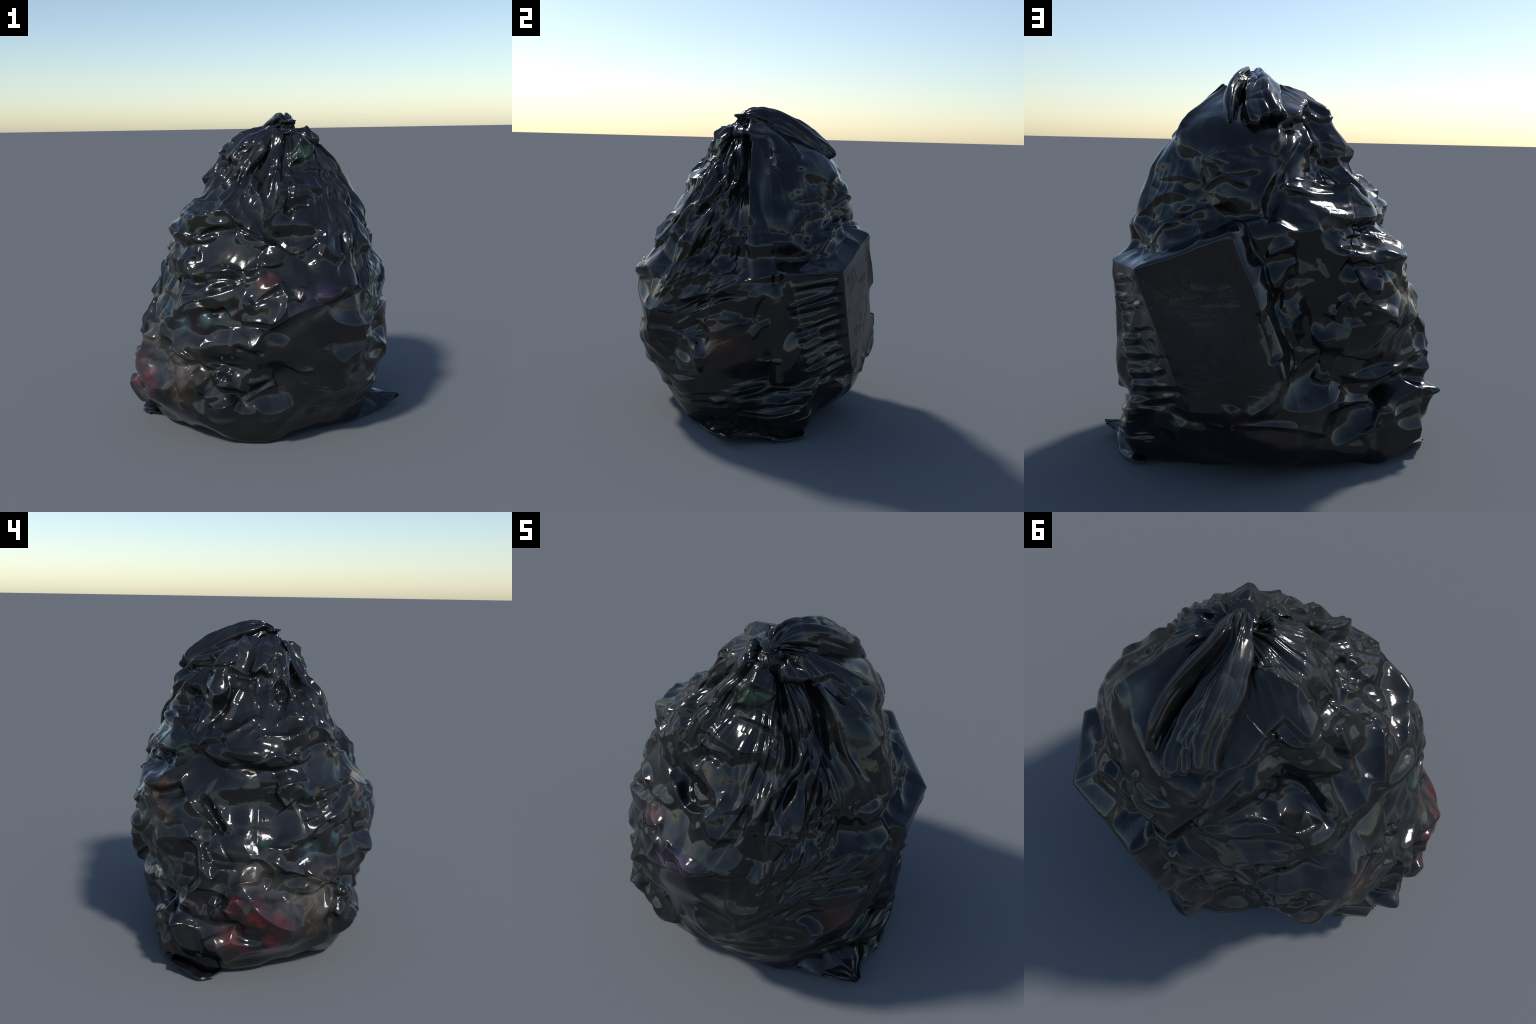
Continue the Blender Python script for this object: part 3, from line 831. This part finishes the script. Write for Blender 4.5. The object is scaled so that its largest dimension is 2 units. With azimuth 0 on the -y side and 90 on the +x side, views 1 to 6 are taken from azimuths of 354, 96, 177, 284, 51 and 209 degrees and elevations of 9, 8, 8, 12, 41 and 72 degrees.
# the gathered mouth of the sack, folded back over the shoulder: a broad blade and a curled lip beside it
BLADE = [
    [(0.168, -0.100, 1.925), (0.160, -0.120, 1.945), (0.148, -0.124, 1.945), (0.135, -0.118, 1.940), (0.128, -0.098, 1.920)],
    [(0.148, -0.045, 1.945), (0.138, -0.065, 1.982), (0.115, -0.070, 1.984), (0.092, -0.062, 1.960), (0.092, -0.050, 1.915)],
    [(0.136, 0.050, 1.923), (0.118, 0.035, 1.978), (0.085, 0.028, 1.994), (0.050, 0.018, 1.945), (0.035, 0.010, 1.865)],
    [(0.150, 0.165, 1.873), (0.128, 0.165, 1.938), (0.072, 0.150, 1.966), (0.008, 0.138, 1.916), (-0.025, 0.125, 1.815)],
    [(0.170, 0.285, 1.813), (0.138, 0.285, 1.883), (0.070, 0.275, 1.915), (-0.004, 0.255, 1.866), (-0.055, 0.240, 1.760)],
    [(0.182, 0.390, 1.738), (0.142, 0.398, 1.814), (0.070, 0.385, 1.850), (-0.005, 0.355, 1.812), (-0.070, 0.325, 1.712)],
    [(0.168, 0.460, 1.690), (0.115, 0.492, 1.726), (0.050, 0.462, 1.768), (-0.022, 0.415, 1.762), (-0.074, 0.352, 1.712)],
    [(0.160, 0.430, 1.690), (0.112, 0.455, 1.690), (0.050, 0.430, 1.715), (-0.012, 0.390, 1.708), (-0.062, 0.340, 1.690)],
    [(0.155, 0.370, 1.690), (0.110, 0.390, 1.693), (0.050, 0.370, 1.712), (-0.005, 0.340, 1.702), (-0.050, 0.305, 1.690)],
]
LIP = [
    [(0.172, -0.092, 1.922), (0.172, -0.104, 1.944), (0.160, -0.108, 1.950), (0.150, -0.100, 1.936)],
    [(0.195, -0.040, 1.915), (0.190, -0.045, 1.955), (0.160, -0.050, 1.978), (0.142, -0.040, 1.950)],
    [(0.222, 0.060, 1.860), (0.210, 0.058, 1.937), (0.150, 0.036, 1.996), (0.134, 0.060, 1.935)],
    [(0.256, 0.205, 1.790), (0.250, 0.200, 1.877), (0.192, 0.172, 1.954), (0.166, 0.180, 1.875)],
    [(0.278, 0.310, 1.718), (0.272, 0.310, 1.807), (0.226, 0.275, 1.891), (0.190, 0.285, 1.815)],
    [(0.272, 0.395, 1.660), (0.268, 0.405, 1.727), (0.236, 0.405, 1.791), (0.200, 0.405, 1.735)],
    [(0.250, 0.440, 1.642), (0.252, 0.446, 1.682), (0.230, 0.450, 1.718), (0.205, 0.440, 1.685)],
]
# bottom corners of the sack lying on the ground
CORNER = [
    [(.570, -.270, .004), (.570, -.150, .100), (.580, -.020, .150), (.590, .180, .110), (.640, .410, .020)],
    [(.655, -.215, .006), (.665, -.110, .075), (.670, .000, .125), (.690, .180, .080), (.715, .380, .020)],
    [(.740, -.160, .022), (.750, -.090, .062), (.755, .000, .100), (.765, .140, .060), (.785, .255, .015)],
    [(.830, -.105, .045), (.835, -.070, .066), (.835, -.020, .088), (.830, .040, .060), (.820, .090, .040)],
    [(.912, -.056, .066), (.914, -.048, .076), (.912, -.036, .080), (.908, -.026, .074), (.902, -.018, .062)],
]
HEM = [
    [(-.640, .290, .060), (-.640, .200, .045), (-.640, .080, .020), (-.640, -.040, .012)],
    [(-.735, .270, .058), (-.750, .175, .048), (-.752, .075, .026), (-.730, -.015, .014)],
    [(-.785, .250, .070), (-.810, .160, .050), (-.830, .078, .024), (-.790, .000, .018)],
    [(-.792, .245, .062), (-.820, .155, .040), (-.846, .070, .012), (-.800, -.004, .008)],
]

def knot(nv=90, nu=160):
    """the tie: film wrung together, pleated lengthwise, with two turns wrapped round it"""
    v = np.linspace(0, 1, nv)[:, None]; u = np.linspace(0, 2 * math.pi, nu, endpoint=False)[None, :]
    z = 1.868 + .088 * v
    r = .052 + .016 * np.cos(v * 2 * math.pi) - .016 * v
    r = r + .012 * np.exp(-((v - .45 - .10 * np.sin(u)) / .09) ** 2) + .010 * np.exp(-((v - .72 - .08 * np.sin(u + 2)) / .08) ** 2)
    r = r + .006 * (crest(noise2(np.cos(u + v * 1.5) * 3, np.sin(u + v * 1.5) * 3 + v, 301)) - .3)
    r = r * np.where(v > .93, np.sqrt(np.clip((1 - v) / .07, 0, 1)), 1)
    return np.stack([NECK[0] - .004 + r * np.sin(u) + 0 * v, NECK[1] - .008 - .95 * r * np.cos(u), z + 0 * u], -1)

# === BLENDER =====================================================================
import bpy

def new_mesh(name, verts, faces, mat, smooth_shade=True):
    me = bpy.data.meshes.new(name)
    verts = np.asarray(verts, np.float32).reshape(-1, 3); faces = np.asarray(faces, np.int32)
    me.vertices.add(len(verts)); me.vertices.foreach_set("co", verts.ravel())
    k = faces.shape[1]
    me.loops.add(faces.size); me.loops.foreach_set("vertex_index", faces.ravel())
    me.polygons.add(len(faces))
    me.polygons.foreach_set("loop_start", np.arange(0, faces.size, k, dtype=np.int32))
    me.update(calc_edges=True); me.validate()
    me.polygons.foreach_set("use_smooth", np.full(len(me.polygons), smooth_shade))
    me.materials.append(mat)
    ob = bpy.data.objects.new(name, me); bpy.context.scene.collection.objects.link(ob)
    return ob

# what shows through the film where it lies tight on the rubbish: colour, centre, radius, strength
SHOW = [
    ((.15, .013, .012), (-.88, -.13, .32), .075, .8), ((.11, .013, .014), (-.86, -.15, .48), .055, .6),
    ((.14, .013, .014), (-.86, -.27, .40), .065, .75), ((.09, .024, .024), (-.85, -.29, .51), .055, .6),
    ((.14, .012, .014), (-.80, -.42, .41), .070, .80), ((.12, .013, .012), (-.80, -.37, .27), .065, .7),
    ((.10, .012, .014), (-.77, -.49, .32), .045, .6), ((.10, .015, .018), (-.83, -.17, .18), .060, .5),
    ((.085, .064, .044), (-.55, -.57, .54), .13, .95), ((.08, .058, .04), (-.62, -.57, .38), .12, .9),
    ((.07, .06, .05), (-.76, -.26, .63), .12, .8), ((.110, .115, .110), (-.61, -.58, .49), .06, .9),
    ((.07, .064, .062), (-.71, -.46, .49), .13, .85), ((.032, .032, .032), (-.87, -.03, .29), .12, .7),
    ((.03, .012, .036), (-.82, .07, .40), .075, .7), ((.024, .024, .025), (-.84, .22, .25), .14, .6),
    ((.034, .018, .052), (.27, -.76, .96), .090, .8), ((.032, .018, .05), (.16, -.82, .91), .080, .8),
    ((.020, .014, .03), (.03, -.81, .85), .070, .7), ((.014, .010, .018), (.30, -.74, .80), .140, .6),
    ((.12, .07, .035), (-.73, .38, .90), .10, .9), ((.09, .050, .028), (-.67, .37, 1.08), .08, .8),
    ((.09, .055, .03), (-.62, .46, .98), .08, .8), ((.05, .032, .020), (-.53, .60, .88), .070, .6),
    ((.17, .045, .014), (-.44, .03, 1.49), .035, .8), ((.15, .035, .02), (-.06, -.70, 1.02), .050, .7),
    ((.10, .030, .022), (-.14, -.73, .99), .050, .5),
    ((.025, .085, .04), (-.65, -.28, .81), .045, .7), ((.022, .05, .03), (-.68, -.13, .82), .040, .6),
    ((.04, .085, .11), (-.42, -.63, .79), .050, .7), ((.04, .085, .105), (-.57, -.49, .75), .070, .7),
    ((.04, .085, .11), (-.31, -.68, .86), .040, .6), ((.10, .02, .03), (-.28, -.69, .85), .020, .6),
    ((.08, .065, .02), (-.45, -.53, 1.06), .035, .7), ((.03, .05, .06), (-.50, -.49, 1.05), .035, .6),
    ((.070, .018, .012), (.80, -.12, .60), .11, .7), ((.040, .014, .012), (.83, .03, .55), .10, .6),
    ((.040, .018, .022), (.14, .76, .32), .080, .7), ((.040, .018, .022), (-.04, .72, .29), .080, .7),
    ((.034, .016, .020), (-.20, .65, .25), .080, .7), ((.024, .018, .021), (.02, .80, .62), .12, .8),
    ((.015, .045, .03), (-.50, .30, 1.28), .060, .7), ((.018, .075, .034), (.25, -.31, 1.78), .085, .8),
    ((.008, .024, .012), (.72, .10, .08), .09, .5), ((.008, .024, .012), (.70, .33, .05), .05, .5),
    ((.020, .022, .024), (.30, .74, .80), .24, .6), ((.032, .022, .018), (.46, .68, .97), .10, .6), ((.030, .021, .020), (.08, .80, .80), .10, .6), ((.028, .019, .017), (.25, .74, 1.12), .09, .6), ((.026, .026, .026), (-.3, -.55, 1.15), .12, .5),
]

def film_material():
    m = bpy.data.materials.new("black_film"); m.use_nodes = True
    nt = m.node_tree; N = nt.nodes; L = nt.links
    b = N["Principled BSDF"]
    co = N.new("ShaderNodeTexCoord")
    def noise(scale, detail, rough=.55, src=None, dist=0.0):
        n = N.new("ShaderNodeTexNoise"); n.inputs["Scale"].default_value = scale
        n.inputs["Detail"].default_value = detail; n.inputs["Roughness"].default_value = rough
        n.inputs["Distortion"].default_value = dist
        L.new(src or co.outputs["Object"], n.inputs["Vector"]); return n
    def ramp(v, a, b_, lo, hi, smooth_=True):
        r = N.new("ShaderNodeMapRange"); r.interpolation_type = "SMOOTHSTEP" if smooth_ else "LINEAR"
        for k, x in zip(("From Min", "From Max", "To Min", "To Max"), (a, b_, lo, hi)): r.inputs[k].default_value = x
        L.new(v, r.inputs["Value"]); return r.outputs["Result"]
    def mix(fac, c1, c2):
        x = N.new("ShaderNodeMix"); x.data_type = "RGBA"
        if isinstance(fac, float): x.inputs["Factor"].default_value = fac
        else: L.new(fac, x.inputs["Factor"])
        for c, k in ((c1, "A"), (c2, "B")):
            s = [i for i in x.inputs if i.name == k and i.type == "RGBA"][0]
            if isinstance(c, tuple): s.default_value = (*c, 1)
            else: L.new(c, s)
        return [o for o in x.outputs if o.type == "RGBA"][0]
    # black film, a little greyer and browner in clouds where it lies on the contents
    cloud = noise(4.0, 5, .6).outputs["Fac"]
    col = mix(ramp(cloud, .42, .68, 0, 1), (.0070, .0072, .0078), (.0130, .0129, .0126))
    dust = noise(38.0, 6, .7).outputs["Fac"]
    col = mix(ramp(dust, .58, .78, 0, .25), col, (.026, .026, .025))
    # rubbish showing through in soft irregular patches
    wob = noise(7.0, 4, .6)
    off = N.new("ShaderNodeVectorMath"); off.operation = "MULTIPLY_ADD"
    L.new(wob.outputs["Color"], off.inputs[0]); off.inputs[1].default_value = (.20,) * 3
    sub = N.new("ShaderNodeVectorMath"); sub.operation = "ADD"
    L.new(co.outputs["Object"], sub.inputs[0]); sub.inputs[1].default_value = (-.10,) * 3
    L.new(sub.outputs[0], off.inputs[2])
    blot = ramp(noise(11.0, 5, .6).outputs["Fac"], .32, .62, .15, .85)
    for c, p, r, k in SHOW:
        d = N.new("ShaderNodeVectorMath"); d.operation = "DISTANCE"
        L.new(off.outputs[0], d.inputs[0]); d.inputs[1].default_value = p
        mu = N.new("ShaderNodeMath"); mu.operation = "MULTIPLY"
        L.new(ramp(d.outputs["Value"], r * .2, r * 1.5, k, 0.0), mu.inputs[0]); L.new(blot, mu.inputs[1])
        col = mix(mu.outputs[0], col, c)
    L.new(col, b.inputs["Base Color"])
    # gloss: mostly mirror-slick, hazy in clouds where it has been rubbed
    haze = noise(5.5, 6, .62, dist=.4).outputs["Fac"]
    L.new(ramp(haze, .42, .70, .075, .26), b.inputs["Roughness"])
    b.inputs["IOR"].default_value = 1.5
    bump = N.new("ShaderNodeBump"); bump.inputs["Strength"].default_value = .35; bump.inputs["Distance"].default_value = .003
    L.new(noise(22.0, 6, .5, dist=.3).outputs["Fac"], bump.inputs["Height"])
    # fine crinkles, drawn out sideways, in patches
    mp = N.new("ShaderNodeMapping"); mp.inputs["Scale"].default_value = (1, 1, 5.5)
    L.new(off.outputs[0], mp.inputs["Vector"])
    crk = noise(9.0, 7, .62, mp.outputs["Vector"], .6)
    patch = ramp(noise(3.2, 3, .5).outputs["Fac"], .50, .64, .0, 1.0)
    cm = N.new("ShaderNodeMath"); cm.operation = "MULTIPLY"
    L.new(crk.outputs["Fac"], cm.inputs[0]); L.new(patch, cm.inputs[1])
    b2 = N.new("ShaderNodeBump"); b2.inputs["Strength"].default_value = .55; b2.inputs["Distance"].default_value = .003
    L.new(cm.outputs[0], b2.inputs["Height"]); L.new(bump.outputs["Normal"], b2.inputs["Normal"])
    L.new(b2.outputs["Normal"], b.inputs["Normal"])
    return m

film = film_material()
root = bpy.data.objects.new("garbage_bag", None); bpy.context.scene.collection.objects.link(root)
root["label"] = "full glossy black plastic garbage bag, tied and crumpled"
root["category"] = "garbage bag"
P, zrow, nb = body()
# one smooth skin, cut into the body and the gathered neck; both keep the whole skin's normals
VN = grid_normals(P)
VN[0] = (0, 0, -1)
cut = nb + int(np.searchsorted(zrow, 1.74))
def skin(name, r0, r1):
    ob = new_mesh(name, P[r0:r1], grid_faces(r1 - r0, NU), film); ob.parent = root
    ob.data.normals_split_custom_set_from_vertices(VN[r0:r1].reshape(-1, 3).tolist())
    return ob
bag = skin("bag_body", 0, cut + 1)
neck = skin("gathered_neck", cut, NV)

def add(name, verts, faces, parent):
    ob = new_mesh(name, verts, faces, film); ob.parent = parent
    return ob

add("knot", knot(), grid_faces(90, 160), root)
V, F = sheet(BLADE, 220, 150, .008, .020, 400)
tail = add("folded_mouth", V, F, root)
V, F = sheet(LIP, 180, 70, .008, .010, 410)
add("curled_lip", V, F, tail)
V, F = sheet(CORNER, 120, 120, .008, .014, 420)
add("corner_flap", V, F, root)
V, F = sheet(HEM, 60, 80, .008, .008, 430)
add("corner_flap", V, F, root)

# ---------------------------------------------------------------- print of the carton, telegraphed through the film
from mathutils import Vector
from mathutils.bvhtree import BVHTree
import bmesh
Bv, Cv, Dv, Fv = (Vector(x) for x in (B, C, D, Fc))
across = (Cv - Bv).normalized()                                    # reading direction as seen from behind
out_n = across.cross(Dv - Cv).normalized()
if out_n.y < 0: out_n = -out_n
up = out_n.cross(across).normalized()
if up.z < 0: up = -up
tree = BVHTree.FromPolygons([tuple(v.co) for v in bag.data.vertices],
                            [tuple(p.vertices) for p in bag.data.polygons if bag.data.vertices[p.vertices[0]].co.y > .45])

def print_material(name, colour):
    m = bpy.data.materials.new(name); m.use_nodes = True; nt = m.node_tree
    b = nt.nodes["Principled BSDF"]; b.inputs["Roughness"].default_value = .16
    co = nt.nodes.new("ShaderNodeTexCoord"); n = nt.nodes.new("ShaderNodeTexNoise"); r = nt.nodes.new("ShaderNodeValToRGB")
    n.inputs["Scale"].default_value = 14; n.inputs["Detail"].default_value = 5
    nt.links.new(co.outputs["Object"], n.inputs["Vector"]); nt.links.new(n.outputs["Fac"], r.inputs["Fac"])
    r.color_ramp.elements[0].position = .40; r.color_ramp.elements[0].color = (.010, .010, .011, 1)
    r.color_ramp.elements[1].position = .62; r.color_ramp.elements[1].color = (*colour, 1)
    nt.links.new(r.outputs["Color"], b.inputs["Base Color"])
    return m

def lay_on_carton(name, bm, along, down, mat, shear=0.0):
    """bm is flat in x, y: put it on the carton face, `along` from the corner B and `down` from the top edge"""
    bmesh.ops.triangulate(bm, faces=bm.faces[:])
    for _ in range(4):
        long = [e for e in bm.edges if e.calc_length() > .012]
        if not long: break
        bmesh.ops.subdivide_edges(bm, edges=long, cuts=1); bmesh.ops.triangulate(bm, faces=bm.faces[:])
    for v in bm.verts:
        p = Bv + across * (along + v.co.x) + up * (v.co.y - down)
        hit = tree.ray_cast(p + out_n * .15, -out_n, .4)[0]
        v.co = (hit if hit is not None else p) + out_n * .0011
    me = bpy.data.meshes.new(name); bm.to_mesh(me); bm.free()
    # face the viewer
    me.update()
    if len(me.polygons) and sum(p.normal.dot(out_n) * p.area for p in me.polygons) < 0: me.flip_normals()
    me.materials.append(mat); ob = bpy.data.objects.new(name, me); bpy.context.scene.collection.objects.link(ob)
    ob.parent = bag
    return ob

red_ink = print_material("faint_red_print", (.034, .0125, .0105)); grey_ink = print_material("faint_grey_print", (.021, .0215, .023))
WORDS = [("NEW", .012, .118, .070, grey_ink), ("RUN", .108, .130, .036, red_ink), ("SIN", .078, .188, .090, red_ink),
         ("S OF", .275, .225, .031, red_ink), ("REE", .315, .262, .055, grey_ink), ("2", .432, .118, .086, red_ink),
         ("ST", .440, .165, .030, red_ink), ("FRO", .023, .306, .026, red_ink), ("EXTRO", .035, .655, .030, grey_ink)]
for word, along, down, size, mat in WORDS:
    cu = bpy.data.curves.new("t", "FONT"); cu.body = word; cu.size = size * 1.25; cu.resolution_u = 3; cu.offset = .0012
    to = bpy.data.objects.new("t", cu); bpy.context.scene.collection.objects.link(to)
    bpy.context.view_layer.update()
    me = to.to_mesh(); bm = bmesh.new(); bm.from_mesh(me); to.to_mesh_clear()
    bpy.data.objects.remove(to); bpy.data.curves.remove(cu)
    lay_on_carton("printed_word", bm, along, down, mat)

rng = np.random.default_rng(7)
def ring_shape(cx, cy, r0, r1, a0, a1, n):
    bm = bmesh.new(); last = None
    for k in range(n + 1):
        a = a0 + (a1 - a0) * k / n
        pair = [bm.verts.new((cx + r * math.cos(a), cy + r * math.sin(a), 0)) for r in (r0, r1)]
        if last: bm.faces.new((last[0], last[1], pair[1], pair[0]))
        last = pair
    return bm
for k in range(16):
    x = rng.uniform(-.10, .13); y = rng.uniform(-.05, .05) - .15 * abs(x) ; r = rng.uniform(.014, .020)
    lay_on_carton("printed_ring", ring_shape(x, y, r * .4, r, 0, 2 * math.pi, 18), .235, .500, grey_ink)
lay_on_carton("printed_bowl_rim", ring_shape(0, 0, .176, .186, -1.9, .25, 40), .210, .420, print_material("faint_mauve_print", (.022, .018, .021)))
